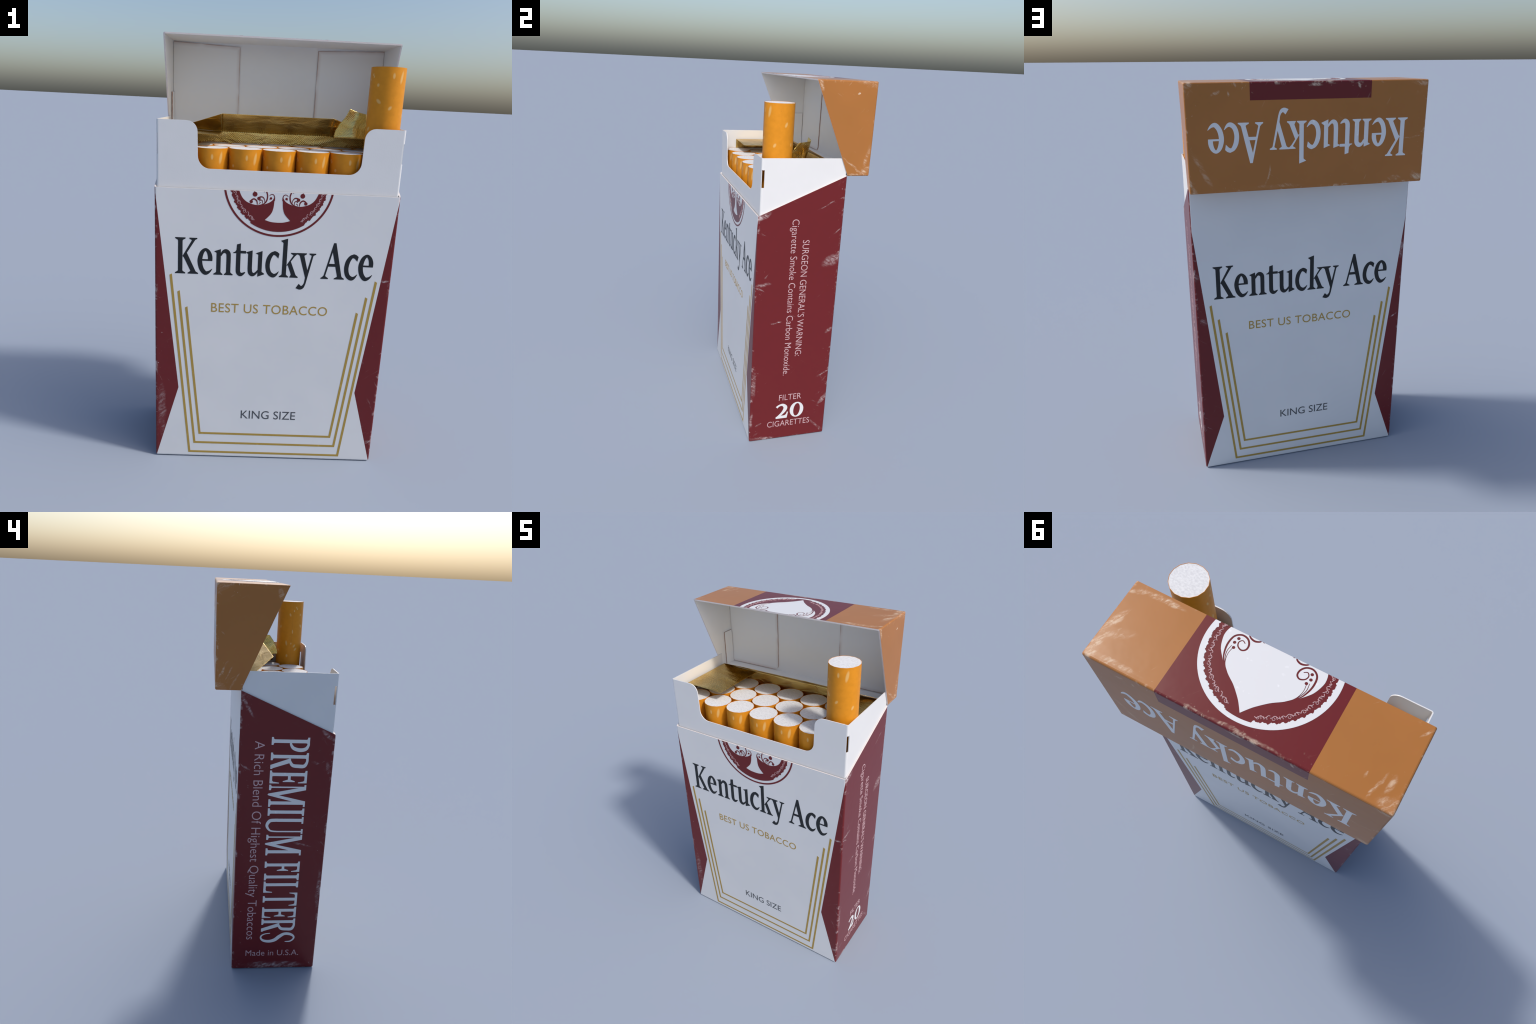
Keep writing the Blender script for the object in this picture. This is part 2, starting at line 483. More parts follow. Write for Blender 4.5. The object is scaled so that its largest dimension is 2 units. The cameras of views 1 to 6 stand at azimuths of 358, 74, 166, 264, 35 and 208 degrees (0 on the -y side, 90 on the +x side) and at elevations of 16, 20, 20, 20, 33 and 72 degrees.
def slab(name, flat, place, h0, h1, parent, mats, closed=False, edge_slot=0, slot=0):
    """Give a flat shape thickness: place(u, v, h) -> point; caps and side walls."""
    pts, tris = flat
    bm = bmesh.new()
    top = {}
    bot = {}

    def vert(store, i, h):
        if i not in store:
            store[i] = bm.verts.new(place(pts[i][0], pts[i][1], h))
        return store[i]

    seen = {}
    for t in tris:
        for a, b in zip(t, t[1:] + t[:1]):
            seen[(a, b)] = seen.get((a, b), 0) + 1
    for t in tris:
        try:
            f = bm.faces.new([vert(top, i, h1) for i in t])
            f.material_index = slot
            if closed:
                f = bm.faces.new([vert(bot, i, h0) for i in reversed(t)])
                f.material_index = slot
        except ValueError:
            pass
    for a, b in list(seen):
        if (b, a) not in seen:
            try:
                f = bm.faces.new([vert(top, b, h1), vert(top, a, h1), vert(bot, a, h0), vert(bot, b, h0)])
                f.material_index = edge_slot
            except ValueError:
                pass
    me = bpy.data.meshes.new(name)
    bm.to_mesh(me)
    bm.free()
    return add_object(name, me, parent, mats)


class Panel:
    """A printed face: origin, reading direction, up direction."""
    def __init__(self, o, u, v):
        self.o, self.u, self.v = V(o), V(u), V(v)
        self.n = self.u.cross(self.v)

    def __call__(self, a, b, h):
        return self.o + self.u * a + self.v * b + self.n * h

    def turned(self, a, b, deg):
        c, s = math.cos(math.radians(deg)), math.sin(math.radians(deg))
        return Panel(self(a, b, 0), self.u * c + self.v * s, self.v * c - self.u * s)


FRONT = Panel((0, YF, 0), (1, 0, 0), (0, 0, 1))
BACK = Panel((0, YB, 0), (-1, 0, 0), (0, 0, 1))
RIGHT = Panel((HX, 0, 0), (0, 1, 0), (0, 0, 1))
LEFT = Panel((-HX, 0, 0), (0, -1, 0), (0, 0, 1))
LID_TOP = Panel((0, LYF, LZ1), (1, 0, 0), (0, 1, 0))
LID_BACK = Panel((0, LYB, 0), (-1, 0, 0), (0, 0, 1))


def print_on(panel, name, shapes, mat, parent, lift=INK, cuts=()):
    return slab(name, csg(shapes, cuts), panel, -0.0004, lift, parent, [mat])


# ------------------------------------------------------------------- lettering
def sans_line(panel, text, a0, a1, base, cap, mat, parent, weight=0.0, spacing=1.0):
    """A line in the built-in font, fitted between a0 and a1 with a cap height."""
    def mesh_of(body):
        c = bpy.data.curves.new("lettering", "FONT")
        c.body = body
        c.resolution_u = 4
        c.offset = weight
        c.space_character = spacing
        o = bpy.data.objects.new("lettering", c)
        scene.collection.objects.link(o)
        bpy.context.view_layer.update()
        me = bpy.data.meshes.new_from_object(o.evaluated_get(bpy.context.evaluated_depsgraph_get()))
        bpy.data.objects.remove(o)
        bpy.data.curves.remove(c)
        return me
    ref = mesh_of("H")
    ky = cap / max(v.co.y for v in ref.vertices)
    bpy.data.meshes.remove(ref)
    me = mesh_of(text)
    xs = [v.co.x for v in me.vertices]
    kx = (a1 - a0) / (max(xs) - min(xs))
    pts = [((v.co.x - min(xs)) * kx + a0, v.co.y * ky + base) for v in me.vertices]
    bm = bmesh.new()
    bm.from_mesh(me)
    bmesh.ops.triangulate(bm, faces=bm.faces)
    tris = []
    for f in bm.faces:
        t = tuple(v.index for v in f.verts)
        if area2([pts[i] for i in t]) < 0:
            t = t[::-1]
        tris.append(t)
    bm.free()
    bpy.data.meshes.remove(me)
    return slab("lettering", (pts, tris), panel, -0.0004, INK, parent, [mat])


def foot(xl, sl, sr, xr, y, d, slab_h=6.5, rise=15):
    """Bracketed serif at height y; d = +1 rises upward (foot), -1 hangs (head)."""
    left = [(xl, y), (xl - 0.3, y + d * slab_h * 0.7), (xl + 3, y + d * slab_h)]
    right = [(xr - 3, y + d * slab_h), (xr + 0.3, y + d * slab_h * 0.7), (xr, y)]
    return left + [(sl - 2, y + d * rise * 0.75), (sl, y + d * rise), (sr, y + d * rise), (sr + 2, y + d * rise * 0.75)] + right


def word_glyphs():
    """The name in a narrow bracketed serif; thousandths, word centred on 0."""
    S = []
    def add(*polys):
        S.extend((p, True) for p in polys)
    # K
    add(box2(-433, 5, -413, 163), foot(-446, -433, -413, -400, 0, 1), foot(-446, -433, -413, -400, 168, -1),
        [(-413, 82), (-371, 158), (-357, 158), (-394, 97), (-405, 74)], foot(-383, -372, -360, -348, 168, -1, 6.5, 13),
        [(-407, 76), (-394, 99), (-354.5, 14), (-377, 14)], foot(-389, -377, -355, -342, 0, 1))
    # e, twice
    for dx in (0, 727):
        e = [(-289, 63.5, 20), (-289.5, 85, 20), (-297, 106, 17), (-311, 116.5, 13), (-326, 102, 18), (-334.5, 72, 21),
             (-333, 45, 21), (-325, 22, 20.5), (-310, 6.5, 19), (-293, 12, 11), (-279, 27, 2)]
        add(*pen([(x + dx, y, w) for x, y, w in e]), box2(-330 + dx, 63.5, -288 + dx, 71.5))
    # n
    add(box2(-261, 5, -241.5, 108), [(-272, 110), (-242, 121), (-241.5, 95), (-255, 96), (-261.5, 103)],
        foot(-273, -261, -241.5, -232, 0, 1), *pen([(-242, 90, 6), (-233, 107, 12), (-220, 112, 20), (-208.5, 103, 20), (-206.5, 82, 19.5), (-206.5, 50, 19.5)]),
        box2(-216.3, 5, -196.8, 52), foot(-225, -216, -197, -186, 0, 1))
    # t
    add([(-173, 30), (-173, 110), (-171, 146), (-153.5, 151), (-153, 30)], [(-187, 105), (-187, 108), (-178, 112), (-172, 121), (-165, 117), (-129, 117), (-129, 105)],
        *pen([(-163, 36, 20), (-161.5, 16, 20), (-152, 6, 18), (-141, 9, 12), (-130, 17, 4)]))
    # u
    add([(-130, 111), (-100, 121), (-100, 95), (-114, 97), (-119.5, 103)], box2(-119.5, 34, -100, 112),
        *pen([(-109.7, 38, 19.5), (-107, 17, 20), (-97, 8, 18.5), (-85, 12, 11), (-72, 28, 7)]),
        box2(-74, 10, -55.5, 112), [(-86, 108), (-55.5, 120), (-55.5, 95), (-69, 97), (-74, 102)],
        [(-74, 32), (-74, -2), (-43, 11), (-44, 14), (-55.5, 22), (-55.5, 40)])
    # c, twice
    for dx in (0, 357.5):
        c = [(2, 115, 13), (-13, 107, 17), (-25, 86, 20), (-30, 58, 20), (-27, 33, 20), (-18, 15, 20), (-3, 6.5, 19), (10, 12, 11), (22, 27, 2)]
        add(*pen([(x + dx, y, w) for x, y, w in c]), [(x + dx, y) for x, y in ((-4, 121.5), (2, 121.7), (12, 118), (21, 110), (17, 88), (4, 101), (-9, 106))])
    # k
    add(box2(36, 5, 55.5, 172), [(24, 171), (55.5, 182), (55.5, 150), (40, 152), (35, 162)], foot(24, 36, 55.5, 66, 0, 1),
        [(55, 57), (86, 108), (102, 112), (91, 101), (74, 76), (62, 57)], [(62, 56), (73, 79), (99, 14), (78, 14)],
        [(72, 117), (72, 114), (76, 111), (84, 106), (97, 110), (112, 110), (112, 117)], foot(72, 78, 99, 110, 0, 1))
    # y
    add([(112, 107), (133, 107), (154, 28), (144, 0)], [(166.5, 107), (174.5, 107), (148, -26), (140.5, -22), (143, 0)],
        foot(100, 113, 132, 144, 117.5, -1), foot(156, 167, 174.5, 186, 117.5, -1, 6.5, 13),
        *pen([(146, -14, 8), (142, -30, 9), (134, -43, 14), (123, -46, 20), (110, -39, 25)]))
    # A
    add([(226, 12), (234, 12), (260, 127), (270, 170), (262, 170)], [(260, 127), (289, 12), (309, 12), (273, 170), (264, 170)],
        box2(240, 59.5, 280, 73), foot(214, 225, 235, 248, 0, 1), foot(275, 289, 309, 321, 0, 1))
    return S


def slab_glyph(ch, w, H=180.0):
    """Tall narrow capitals with flat hairline serifs; origin bottom left, thousandths."""
    t, h, s = 17.0, 4.0, 9.0          # stem, hairline, serif depth
    def stem(x, width=t, sx0=None, sx1=None, ends="tb"):
        out = [box2(x, 0, x + width, H)]
        a, b = (x - 12 if sx0 is None else sx0), (x + width + 11 if sx1 is None else sx1)
        for e in ends:
            y, d = (H, -1) if e == "t" else (0, 1)
            out.append([(a, y), (a, y + d * s), (x - 2, y + d * (s + 2)), (x, y + d * (s + 7)), (x + width, y + d * (s + 7)),
                        (x + width + 2, y + d * (s + 2)), (b, y + d * s), (b, y)])
        return out
    def arm(x0, y, d, length, x1):
        """Horizontal arm with a hairline tick at its end."""
        return [box2(x0, min(y, y + d * 12), x1, max(y, y + d * 12)),
                [(x1, y), (x1, y + d * length), (x1 - h, y + d * length), (x1 - h - 5, y + d * 17), (x1 - 16, y + d * 11), (x1 - 16, y)]]
    P = []
    if ch == "I":
        P = stem((w - t) / 2, t, 0, w)
    if ch in "EFL":
        P = stem(11, t, 0, 36)
        if ch in "EL":
            P += arm(20, 0, 1, 46, w)
        if ch in "EF":
            P += arm(20, H, -1, 42, w - 2) + [box2(20, 88, w - 14, 101), [(w - 8, 64), (w - 12, 64), (w - 20, 88), (w - 20, 101), (w - 12, 122), (w - 8, 122)]]
    if ch == "T":
        P = stem((w - t) / 2, t, (w - t) / 2 - 11, (w + t) / 2 + 11, "b") + arm(w / 2, H, -1, 42, w)
        P += [[(w - x, y) for x, y in p] for p in arm(w / 2, H, -1, 42, w)]
    if ch in "PR":
        P = stem(11, t, 0, 38, "tb")
        P += pen([(24, H - 6, 12), (w * 0.55, H - 6, 12), (w * 0.8, H - 18, 17), (w - 9 - 6 * (ch == "R"), H - 44, 18), (w * 0.8 - 3, H - 74, 16), (w * 0.5, H - 88, 11), (w * 0.36, H - 88, 9)])
        if ch == "R":
            P += [[(w * 0.34, 93), (w * 0.62, 93), (w - 4, 12), (w, 8), (w, 0), (w - 20, 0)]]
    if ch == "M":
        P = stem(9, 7, 0, 28, "b") + [box2(0, H - s, 18, H), box2(9, 0, 16, H - 4)] + stem(w - 12 - t, t, w - 40, w, "b")
        P += [box2(w - 14, H - s, w, H), [(9, H), (27, H), (57, 40), (52, -6), (46, -2)], [(w - 12, H), (w - 30, H), (49, 24), (52, -6), (56, 0)]]
    if ch == "U":
        P = [box2(9, 50, 9 + t, H), box2(w - 16, 46, w - 9, H), box2(0, H - s, 36, H), box2(w - 26, H - s, w, H)]
        P += pen([(9 + t / 2, 56, t), (9 + t / 2, 36, t), (22, 12, 17), (w * 0.52, -0.5, 14), (w - 18, 16, 9), (w - 12.5, 50, 7)])
    if ch == "S":
        P = pen([(w - 7, H - 48, 4), (w - 9, H - 20, 8), (w * 0.62, H - 2, 9), (w * 0.36, H - 4, 11), (11, H - 26, 16), (10, H - 54, 17),
                 (w * 0.40, 100, 20), (w * 0.72, 76, 20), (w - 10, 46, 17), (w - 15, 16, 14), (w * 0.55, 1, 9), (w * 0.30, 4, 8), (9, 22, 6), (5, 50, 4)])
    return [(p, True) for p in P]


# ================================================================== the pack
pack = bpy.data.objects.new("cigarette_pack", None)
scene.collection.objects.link(pack)
pack["label"] = "open white, red and tan flip-top cigarette pack, scuffed edges"
pack["category"] = "cigarette pack"


def card_box(name, profile, open_face, parent, mats, bevel=0.008):
    """Prism of a y-z profile across the pack's width with one face left open,
    corners rounded, walls of card thickness."""
    bm = bmesh.new()
    a = [bm.verts.new((-HX, y, z)) for y, z in profile]
    b = [bm.verts.new((HX, y, z)) for y, z in profile]
    k = len(profile)
    bm.faces.new(a)
    bm.faces.new(b[::-1])
    for i in range(k):
        if i != open_face:
            j = (i + 1) % k
            bm.faces.new((a[j], a[i], b[i], b[j]))
    bmesh.ops.recalc_face_normals(bm, faces=bm.faces)
    # outward: the first side face must look to -x
    bm.faces.ensure_lookup_table()
    if bm.faces[0].normal.x > 0:
        bmesh.ops.reverse_faces(bm, faces=bm.faces)
    me = bpy.data.meshes.new(name)
    bm.to_mesh(me)
    bm.free()
    ob = add_object(name, me, parent, mats)
    bv = ob.modifiers.new("round", "BEVEL")
    bv.width, bv.segments, bv.limit_method = bevel, 3, "ANGLE"
    so = ob.modifiers.new("card", "SOLIDIFY")
    so.thickness, so.offset, so.use_even_offset = CARD, -1, True
    so.material_offset, so.material_offset_rim = 1, 2
    return bake(ob)


carton = card_box("carton", [(YF, 0), (YF, ZF), (YB, ZB), (YB, 0)], 1, pack, [M_CARTON, M_INNER, M_RIM])
lid = card_box("lid", [(YB + 0.0015, LZ0), (LYF, LZ1), (LYB, LZ1), (LYB, LZ0)], 0, pack, [M_LID, M_INNER, M_RIM], 0.007)

# ---- printing on the carton ----
WORD = word_glyphs()
for panel, dz, gz in ((FRONT, 0.0, 0.0), (BACK, 0.0345, 0.0085)):
    print_on(panel, "lettering", scaled(WORD, 0.001, 0.0, 0.9605 + dz), M_BLACK, carton)
    sans_line(panel, "BEST US TOBACCO", -0.279, 0.258, 0.7795 + dz, 0.0435, M_GOLD, carton, 0.0, 1.05)
    sans_line(panel, "KING SIZE", -0.121, 0.147, 0.223 + dz, 0.0435, M_GREY, carton)
    # three nested gold lines, open at the top
    for xt, zt, xb, zb in ((0.4675, 0.955, 0.3715, 0.0265), (0.4315, 0.876, 0.347, 0.0800), (0.3955, 0.799, 0.3225, 0.1330)):
        w, c = 0.0055, 0.002
        zt, zb = zt + gz, zb + gz
        sh = [([(c - xb - w, zb - w), (c + xb + w, zb - w), (c + xb + w * 0.9, zb + w), (c - xb - w * 0.9, zb + w)], True)]
        for s in (-1, 1):
            sh.append(([(c + s * (xb - w), zb - w), (c + s * (xb + w), zb - w), (c + s * (xt + w), zt - 0.003), (c + s * (xt - w), zt + 0.003)], True))
        print_on(panel, "gold_line", sh, M_GOLD, carton)

# left side: tall capitals reading downward, tops towards the front
run = LEFT.turned(-0.017, 1.332, -90)
letters, z_tops = "PREMIUMFILTERS", (1.332, 1.256, 1.166, 1.093, 0.969, 0.922, 0.824, 0.672, 0.602, 0.555, 0.487, 0.398, 0.326, 0.238)
wide = {"P": 71, "R": 82, "E": 66, "M": 116, "I": 40, "U": 92, "F": 62, "L": 67, "T": 80, "S": 67}
sh = []
for ch, zt in zip(letters, z_tops):
    sh += scaled(slab_glyph(ch, wide[ch]), 0.001, 1.332 - zt, 0.0)
print_on(run, "lettering", sh, M_WHITE, carton)
sans_line(LEFT.turned(-0.0945, 0, -90), "A Rich Blend Of Highest Quality Tobaccos", -1.311, -0.195, 0.0, 0.046, M_SMALL, carton, -0.010)
sans_line(LEFT, "Made in U.S.A.", -0.094, 0.195, 0.087, 0.036, M_SMALL, carton, -0.008)

# right side
r90 = RIGHT.turned(-0.0425, 0, -90)
sans_line(r90, "SURGEON GENERAL'S WARNING:", -1.217, -0.541, 0.0, 0.0355, M_SMALL, carton, -0.008)
sans_line(RIGHT.turned(-0.1045, 0, -90), "Cigarette Smoke Contains Carbon Monoxide.", -1.329, -0.424, 0.0, 0.0365, M_SMALL, carton, -0.008)
sans_line(RIGHT, "FILTER", -0.118, 0.0135, 0.2585, 0.0375, M_SMALL, carton, -0.008)
sans_line(RIGHT, "CIGARETTES", -0.180, 0.075, 0.0835, 0.0375, M_SMALL, carton, -0.008)
two = [(p, True) for p in pen([(2, 76, 14), (17, 88, 11), (38, 91, 15), (54, 75, 22), (51, 56, 21), (35, 33, 15), (10, 10, 11)])]
two += [([(0, 0), (66, 0), (72, 39), (66, 42), (60, 25), (51, 18), (16, 18), (0, 12)], True)]
zero = [(ellipse(123, 49, 41, 50.5), True), ([(x + (y - 49) * 0.06, y) for x, y in ellipse(123, 49, 19.5, 42.5)], False)]
print_on(RIGHT, "lettering", scaled(two + zero, 0.001, -0.131, 0.137), M_WHITE, carton)


# ---- the spade emblem, half on the carton, half on the lid ----
EC = (0.003, 1.390)              # its centre on the closed pack: across, height
FRONT_EDGE = 1.348               # where the lid's front meets the carton


def jagged_disc(smooth_at):
    """Disc with a scalloped, leafy rim, plain around one bearing."""
    out, n = [], 360
    for i in range(n):
        a = 2 * math.pi * i / n
        off = abs((a - smooth_at + math.pi) % (2 * math.pi) - math.pi)
        if off < math.radians(12 if smooth_at > 0 else 33):
            r = 0.219
        else:
            tooth = (i * 0.27 + 0.3 * math.sin(i * 0.11)) % 1.0
            r = 0.2105 + 0.0046 * (1 - tooth) + 0.0022 * math.sin(i * 0.83)
        out.append((r * math.cos(a), r * math.sin(a)))
    return out


def spade_outline():
    """Right half of the leaf from the tip round to the stalk, mirrored."""
    half = spline([(0.0, 0.203), (0.016, 0.181), (0.032, 0.162), (0.064, 0.1315), (0.094, 0.110), (0.121, 0.0875), (0.1445, 0.0635), (0.1645, 0.037), (0.1765, 0.003), (0.178, -0.020),
                   (0.172, -0.044), (0.158, -0.072), (0.136, -0.091), (0.105, -0.101), (0.075, -0.101), (0.046, -0.092), (0.028, -0.080),
                   (0.0185, -0.066), (0.0185, -0.085), (0.0215, -0.115), (0.031, -0.140), (0.056, -0.1675)], 5)
    base = spline([(0.056, -0.1675), (0.028, -0.1755), (0.0, -0.1775)], 4)
    right = half + base[1:]
    return right + [(-x, y) for x, y in reversed(right[1:-1])]


def scrolls():
    """Dark curls inside the leaf (right half): strokes and dots."""
    P = []
    # lower curls, seen on the carton
    P += pen([(0.055, -0.040, 0.006), (0.049, -0.060, 0.0055), (0.053, -0.083, 0.006), (0.066, -0.097, 0.005), (0.086, -0.103, 0.002)])
    P += pen([(0.060, -0.089, 0.002), (0.062, -0.076, 0.0035), (0.071, -0.066, 0.005), (0.083, -0.067, 0.006), (0.088, -0.074, 0.006)])
    P += pen([(0.092, -0.101, 0.003), (0.095, -0.085, 0.0055), (0.106, -0.076, 0.006), (0.117, -0.080, 0.006), (0.121, -0.088, 0.006)])
    P += pen([(0.071, -0.096, 0.002), (0.070, -0.084, 0.0035), (0.078, -0.079, 0.004), (0.084, -0.085, 0.004)])
    P += pen([(0.086, -0.101, 0.0015), (0.082, -0.092, 0.003), (0.0765, -0.091, 0.003)])
    P += [ellipse(0.104, -0.055, 0.0105, n=20), ellipse(0.0865, -0.073, 0.0075, n=18), ellipse(0.1195, -0.088, 0.0075, n=18), ellipse(0.034, -0.0705, 0.0055, n=16)]
    P += pen([(0.041, -0.060, 0.002), (0.034, -0.0535, 0.003), (0.024, -0.054, 0.0035), (0.0185, -0.064, 0.004), (0.019, -0.080, 0.006)])
    P += pen([(0.034, -0.0705, 0.004), (0.040, -0.076, 0.002)])
    # upper spirals, seen on the lid
    P += pen([(0.100, 0.106, 0.001), (0.121, 0.086, 0.0025), (0.140, 0.0625, 0.0045), (0.1515, 0.022, 0.0065), (0.148, -0.015, 0.0065),
              (0.1285, -0.0320, 0.0065), (0.1055, -0.0290, 0.0065), (0.0915, -0.0125, 0.0065), (0.0905, 0.0065, 0.006), (0.103, 0.0162, 0.0055),
              (0.119, 0.0092, 0.0045), (0.124, -0.0053, 0.004), (0.1155, -0.0157, 0.0035), (0.1038, -0.0098, 0.003)])
    P += pen([(0.108, 0.101, 0.001), (0.130, 0.0715, 0.0025), (0.1405, 0.042, 0.0025), (0.138, 0.015, 0.002)])
    P += pen([(0.112, 0.097, 0.001), (0.127, 0.074, 0.002), (0.1335, 0.047, 0.002), (0.131, 0.022, 0.002)])
    P += [ellipse(0.1305, -0.016, 0.0055, n=16), ellipse(0.1355, 0.002, 0.0055, n=16), ellipse(0.129, 0.0195, 0.0055, n=16)]
    P += pen([(0.062, -0.044, 0.004), (0.068, -0.037, 0.006), (0.082, -0.032, 0.007), (0.098, -0.036, 0.006), (0.108, -0.044, 0.004)])
    return P


def emblem(panel, cy, lo, hi, on_lid, parent):
    """Round emblem centred at height cy of the panel, kept between lo and hi."""
    far = 0.4
    clip = [(box2(-far, cy - 1, far, lo), False), (box2(-far, hi, far, cy + 1), False)]
    def there(shapes):
        return scaled(shapes, 1.0, EC[0], cy) + clip
    plain = math.pi / 2 if on_lid else -math.pi / 2
    curls = [p for p in scrolls()]
    curls += [[(-x, y) for x, y in p] for p in curls]
    if on_lid:      # the red ground belongs to the lid's card; ring and leaf are white
        flat = [(ellipse(0, 0, 0.2337, n=120), True), (jagged_disc(plain), False), (spade_outline(), True)]
        flat += [(p, False) for p in curls]
    else:           # red ring and disc, the leaf left bare
        flat = [(ellipse(0, 0, 0.242, n=120), True), (ellipse(0, 0, 0.233, n=120), False), (jagged_disc(plain), True)]
        flat += [(spade_outline(), False)] + [(p, True) for p in curls]
    print_on(panel, "emblem", there(flat), M_WHITE if on_lid else M_RED, parent)
    # a thin vine round the rim
    vine = []
    def polar(r, a, w):
        return (r * math.cos(a), r * math.sin(a), w)
    for side in (-1, 1):
        for k in range(9):
            a0 = plain + side * math.radians((13 if on_lid else 31) + k * 14)
            vine += pen([polar(0.1935 + 0.004 * math.sin(i * 1.5 + k) - 0.006 * math.cos(k * 2.1) * (i / 8 - 0.5),
                               a0 + side * math.radians(i * 1.75), 0.0021) for i in range(9)], 3)
            a = a0 + side * math.radians(3)
            cx, cy2, _ = polar(0.1985, a, 0)
            vine += pen([(cx + 0.0045 * math.cos(j * 0.75), cy2 + 0.0045 * math.sin(j * 0.75), 0.0015) for j in range(8)], 2)
            for j in range(3):
                a = a0 + side * math.radians(5.5 + 2.6 * j)
                vine += pen([polar(0.191, a, 0.0018), polar(0.201, a + 0.012, 0.0018)], 1)
    print_on(panel, "vine_border", there([(p, True) for p in vine]), M_PALE, parent, INK * 1.8)


emblem(FRONT, EC[1], 1.0, ZF - 0.0006, False, carton)
emblem(LID_TOP, EC[1] - FRONT_EDGE, 0.0004, 0.4, True, lid)

# ---- the name, upside down on the lid's back ----
print_on(LID_BACK.turned(0, 1.8385, 180), "lettering", scaled(WORD, 0.001), M_WHITE, lid)

# ---- glued flaps inside the lid ----
inner = Panel((0, LYB - CARD - 0.0003, 0), (1, 0, 0), (0, 0, 1))
for s in (-1, 1):
    p = [(s * 0.5285, 1.5535), (s * 0.228, 1.5535)]
    p += [(s * (0.228 - 0.032 * math.sin(t * math.pi / 12)), 1.5855 - 0.032 * math.cos(t * math.pi / 12)) for t in range(1, 7)]
    p += [(s * 0.196, 1.979), (s * 0.5285, 1.9915)]
    slab("lining_flap", csg([(p, True)]), inner, 0.0, 0.0042, lid, [M_FLAP, M_EDGE], True, 1)
    wall = Panel((s * (HX - CARD - 0.0003), 0, 0), (0, -s, 0), (0, 0, 1))
    tab = [(-s * y, z) for y, z in ((0.203, 1.5525), (0.271, 1.5525), (0.2685, 1.749), (0.201, 1.750))]
    slab("corner_tab", csg([(tab, True)]), wall, 0.0015, 0.0065, lid, [M_INNER, M_EDGE], True, 1)


# ---- collar: one strip of card bent round the front corners ----
BEND = 0.010


def collar_place(s, z, h):
    a = CX - BEND
    q = BEND * math.pi / 2
    sg, t = (1 if s >= 0 else -1), abs(s)
    if t <= a:
        return V((s, CYF - h, z))
    if t <= a + q:
        f = (t - a) / BEND
        return V((sg * (a + (BEND + h) * math.sin(f)), CYF + BEND - (BEND + h) * math.cos(f), z))
    return V((sg * (CX + h), CYF + BEND + (t - a - q), z))


a, q = CX - BEND, BEND * math.pi / 2
half = a + q + (0.1612 - CYF - BEND)
notch = [(-0.402, 1.70), (-0.402, CZT)] + [(-0.402 + 0.046 * math.cos(t), 1.587 + 0.046 * math.sin(t)) for t in (1.2, 0.8, 0.4, 0.0)]
notch += [(-0.300 + 0.053 * math.cos(t), 1.488 + 0.054 * math.sin(t)) for t in [math.pi + k * math.pi / 16 for k in range(9)]]
notch[2:6] = [(-0.402 + 0.046 * math.sin(k * math.pi / 12), 1.587 + 0.046 * math.cos(k * math.pi / 12)) for k in range(1, 7)]
notch += [(-x, z) for x, z in reversed(notch)]
shapes = [(box2(-half, 0.95, half, CZT), True), (notch, False)]
for sg in (-1, 1):
    s0, s1 = sorted((sg * (a + 0.004), sg * (a + q + 0.0055)))
    shapes.append((box2(s0, 1.489, s1, 1.576), False))
cuts = [((sg * (a + q * k / 5), 0.9), (sg * (a + q * k / 5), 1.7)) for sg in (-1, 1) for k in range(6)]
collar = slab("collar", csg(shapes, cuts), collar_place, -0.0045, 0.0, pack, [M_COLLAR], True)


# ---- gold foil liner ----
foil = bpy.data.objects.new("foil_liner", None)
scene.collection.objects.link(foil)
foil.parent = pack


def foil_sheet(name, left, right, nu=28, nv=40, ripple=0.0025, seed=0, tear=0.0, between=()):
    """Thin sheet ruled between two curves of equal length, gently crumpled."""
    from mathutils import noise
    cols = [spline(c, max(1, nv // (len(c) - 1))) for c in (left, *between, right)]
    bm = bmesh.new()
    rows = []
    n = min(len(c) for c in cols)
    for j in range(n):
        across = spline([c[j] for c in cols], nu // (len(cols) - 1))
        row = []
        for i in range(len(across)):
            t = i / (len(across) - 1)
            p = V(across[i])
            edge = min(1.0, 5 * min(t, 1 - t), 5 * min(j, n - 1 - j) / n)
            if tear and i == 0:
                p += V((noise.noise(p * 60), noise.noise(p * 60 + V((9, 0, 0))), 0)) * tear
            w = noise.noise(p * 9 + V((seed, 0, 0))) + 0.5 * noise.noise(p * 24 + V((0, seed, 0)))
            d = V((0.3, 0.7, 0.65)) * (w * ripple * edge)
            row.append(bm.verts.new(p + d))
        rows.append(row)
    for r0, r1 in zip(rows, rows[1:]):
        for i in range(len(r0) - 1):
            q4 = [r0[i], r0[i + 1], r1[i + 1], r1[i]]
            bm.faces.new(q4)
    bmesh.ops.remove_doubles(bm, verts=bm.verts, dist=1e-6)
    for f in bm.faces:
        f.smooth = True
    me = bpy.data.meshes.new(name)
    bm.to_mesh(me)
    bm.free()
    ob = add_object(name, me, foil, [M_FOIL])
    so = ob.modifiers.new("thin", "SOLIDIFY")
    so.thickness, so.offset = 0.0009, 0
    return bake(ob)


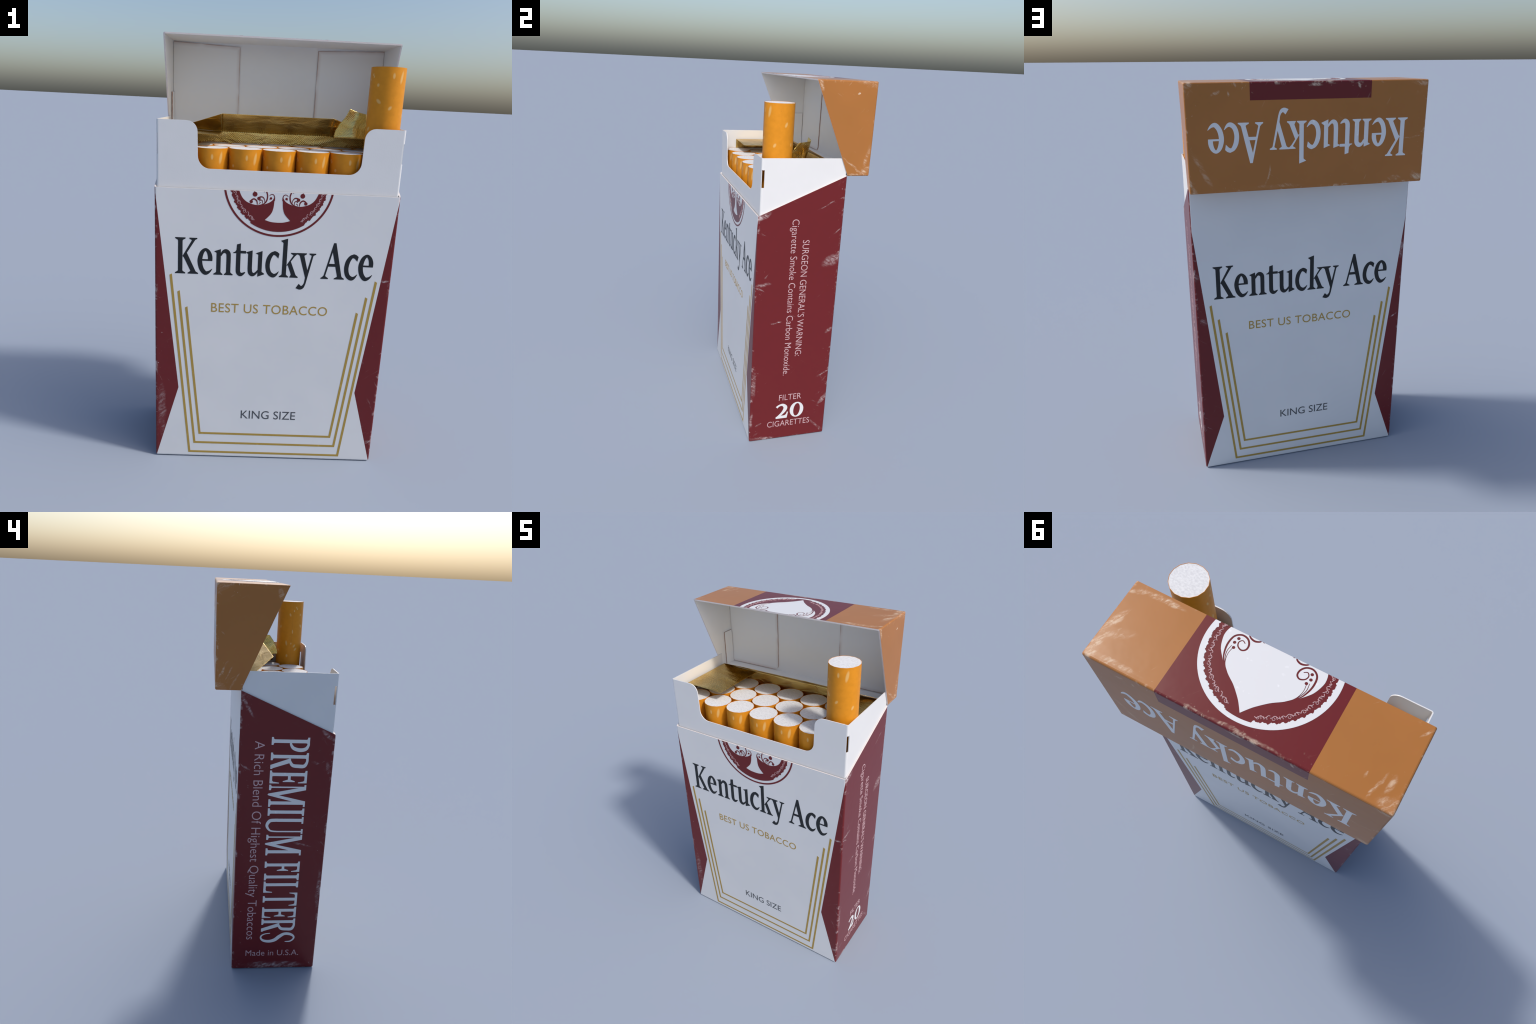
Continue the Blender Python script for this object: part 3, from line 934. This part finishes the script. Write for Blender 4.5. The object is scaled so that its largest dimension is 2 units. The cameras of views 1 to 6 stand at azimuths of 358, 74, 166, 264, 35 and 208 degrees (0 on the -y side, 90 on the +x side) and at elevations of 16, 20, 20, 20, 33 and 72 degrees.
FY, FZ = 0.1588, 1.572          # back of the liner, height of its fold
C, D = (-0.265, -0.002, 1.660), (0.262, 0.000, 1.660)
BL, BR = (-0.271, FY, FZ), (0.271, FY, FZ)
WL, WR = (-0.511, FY, FZ + 0.003), (0.511, FY, FZ + 0.003)
foil_sheet("foil_wall", [(-0.513, FY, 1.40), (-0.513, FY, FZ)], [(0.513, FY, 1.40), (0.513, FY, FZ)], 60, 16, 0.0012, 1)
foil_sheet("back_flap", [BL, (-0.268, 0.078, 1.613), C], [BR, (0.267, 0.080, 1.617), D], 50, 24, 0.006, 2)
foil_sheet("gusset", [WL, C], [WL, BL], 20, 20, 0.003, 3)
foil_sheet("gusset", [WR, D], [WR, BR], 20, 20, 0.004, 4)
for s, y0 in ((-1, -0.184), (1, -0.088)):
    foil_sheet("foil_wall", [(s * 0.512, FY, 1.521), (s * 0.510, FY, 1.575)], [(s * 0.512, y0, 1.521), (s * 0.510, y0, 1.577)], 30, 8, 0.001, 5)
foil_sheet("side_flap", [(-0.510, FY - 0.002, 1.576), (-0.39, FY - 0.004, 1.573), (-0.271, FY - 0.006, 1.570)],
           [(-0.508, -0.184, 1.578), (-0.39, -0.184, 1.577), (-0.273, -0.182, 1.572)], 30, 24, 0.003, 6)
foil_sheet("side_flap", [(0.268, 0.022, 1.573), (0.325, -0.028, 1.576), (0.393, -0.083, 1.578), (0.510, -0.090, 1.577)],
           [(0.271, FY - 0.006, 1.570), (0.34, FY - 0.005, 1.572), (0.43, FY - 0.004, 1.574), (0.510, FY - 0.003, 1.576)], 24, 30, 0.004, 7)
foil_sheet("torn_flap",
           [(0.268, 0.022, 1.574), (0.274, 0.023, 1.604), (0.288, 0.025, 1.632), (0.310, 0.027, 1.660), (0.3255, 0.0195, 1.686), (0.334, 0.018, 1.709)],
           [(0.393, -0.102, 1.579), (0.395, -0.101, 1.600), (0.396, -0.092, 1.624), (0.397, -0.077, 1.652), (0.398, -0.064, 1.671), (0.399, -0.051, 1.688)],
           27, 30, 0.0012, 8, 0.002,
           [[(0.350, -0.002, 1.577), (0.352, 0.005, 1.600), (0.355, 0.012, 1.626), (0.360, 0.016, 1.650), (0.366, 0.0195, 1.674), (0.372, 0.0215, 1.696)],
            [(0.374, -0.050, 1.578), (0.376, -0.046, 1.600), (0.377, -0.038, 1.626), (0.381, -0.022, 1.650), (0.385, -0.010, 1.671), (0.3885, -0.005, 1.6915)]])


# ================================================================ cigarettes
def cylinder_parts():
    """Meshes of one cigarette standing on its own origin."""
    n, r, ri = 16, CIG_R, CIG_R - 0.0013
    zt, zf = CIG_LEN, CIG_LEN - 0.56
    def ringpts(rad, z, bm):
        return [bm.verts.new((rad * math.cos(2 * math.pi * (i + 0.5) / n), rad * math.sin(2 * math.pi * (i + 0.5) / n), z)) for i in range(n)]
    def band(bm, lo, hi):
        for i in range(n):
            f = bm.faces.new((lo[i], lo[(i + 1) % n], hi[(i + 1) % n], hi[i]))
            f.smooth = True
    def finish(bm, name):
        me = bpy.data.meshes.new(name)
        bm.to_mesh(me)
        bm.free()
        me.set_sharp_from_angle(angle=math.radians(40))
        return me
    bm = bmesh.new()
    loops = [ringpts(r, zf, bm), ringpts(r, zt, bm), ringpts(ri, zt, bm), ringpts(ri, zt - 0.006, bm)]
    for l, h in zip(loops, loops[1:]):
        band(bm, l, h)
    tip = finish(bm, "filter_wrapper")
    bm = bmesh.new()
    lo, hi = ringpts(ri - 0.0001, zt - 0.006, bm), ringpts(ri - 0.0001, zt - 0.0008, bm)
    band(bm, lo, hi)
    bm.faces.new(hi)
    end = finish(bm, "filter_end")
    bm = bmesh.new()
    lo, hi = ringpts(r - 0.0006, 0, bm), ringpts(r - 0.0006, zf + 0.004, bm)
    band(bm, lo, hi)
    bm.faces.new(lo[::-1])
    bm.faces.new(hi)
    tube = finish(bm, "paper_tube")
    for me, mat in ((tip, M_TIP), (end, M_FILTER), (tube, M_PAPER)):
        me.materials.append(mat)
    return tip, end, tube


PARTS = cylinder_parts()
PITCH = 0.150
for y, count in ((-0.1770, 7), (-0.0455, 6), (0.0842, 7)):
    for k in range(count):
        x = (k - (count - 1) / 2) * PITCH
        top = CIG_TOP + random.uniform(-0.0012, 0.0012)
        raised = y < -0.1 and k == count - 1
        if raised:
            top = 1.886
        root = bpy.data.objects.new("cigarette", None)
        scene.collection.objects.link(root)
        root.location = (x, y, top - CIG_LEN)
        root["label"] = "filter cigarette with speckled orange cork tip" + (", pulled half out" if raised else ", standing in the pack")
        root["category"] = "cigarette"
        for me in PARTS:
            part = bpy.data.objects.new(me.name.split(".")[0], me)
            scene.collection.objects.link(part)
            part.parent = root
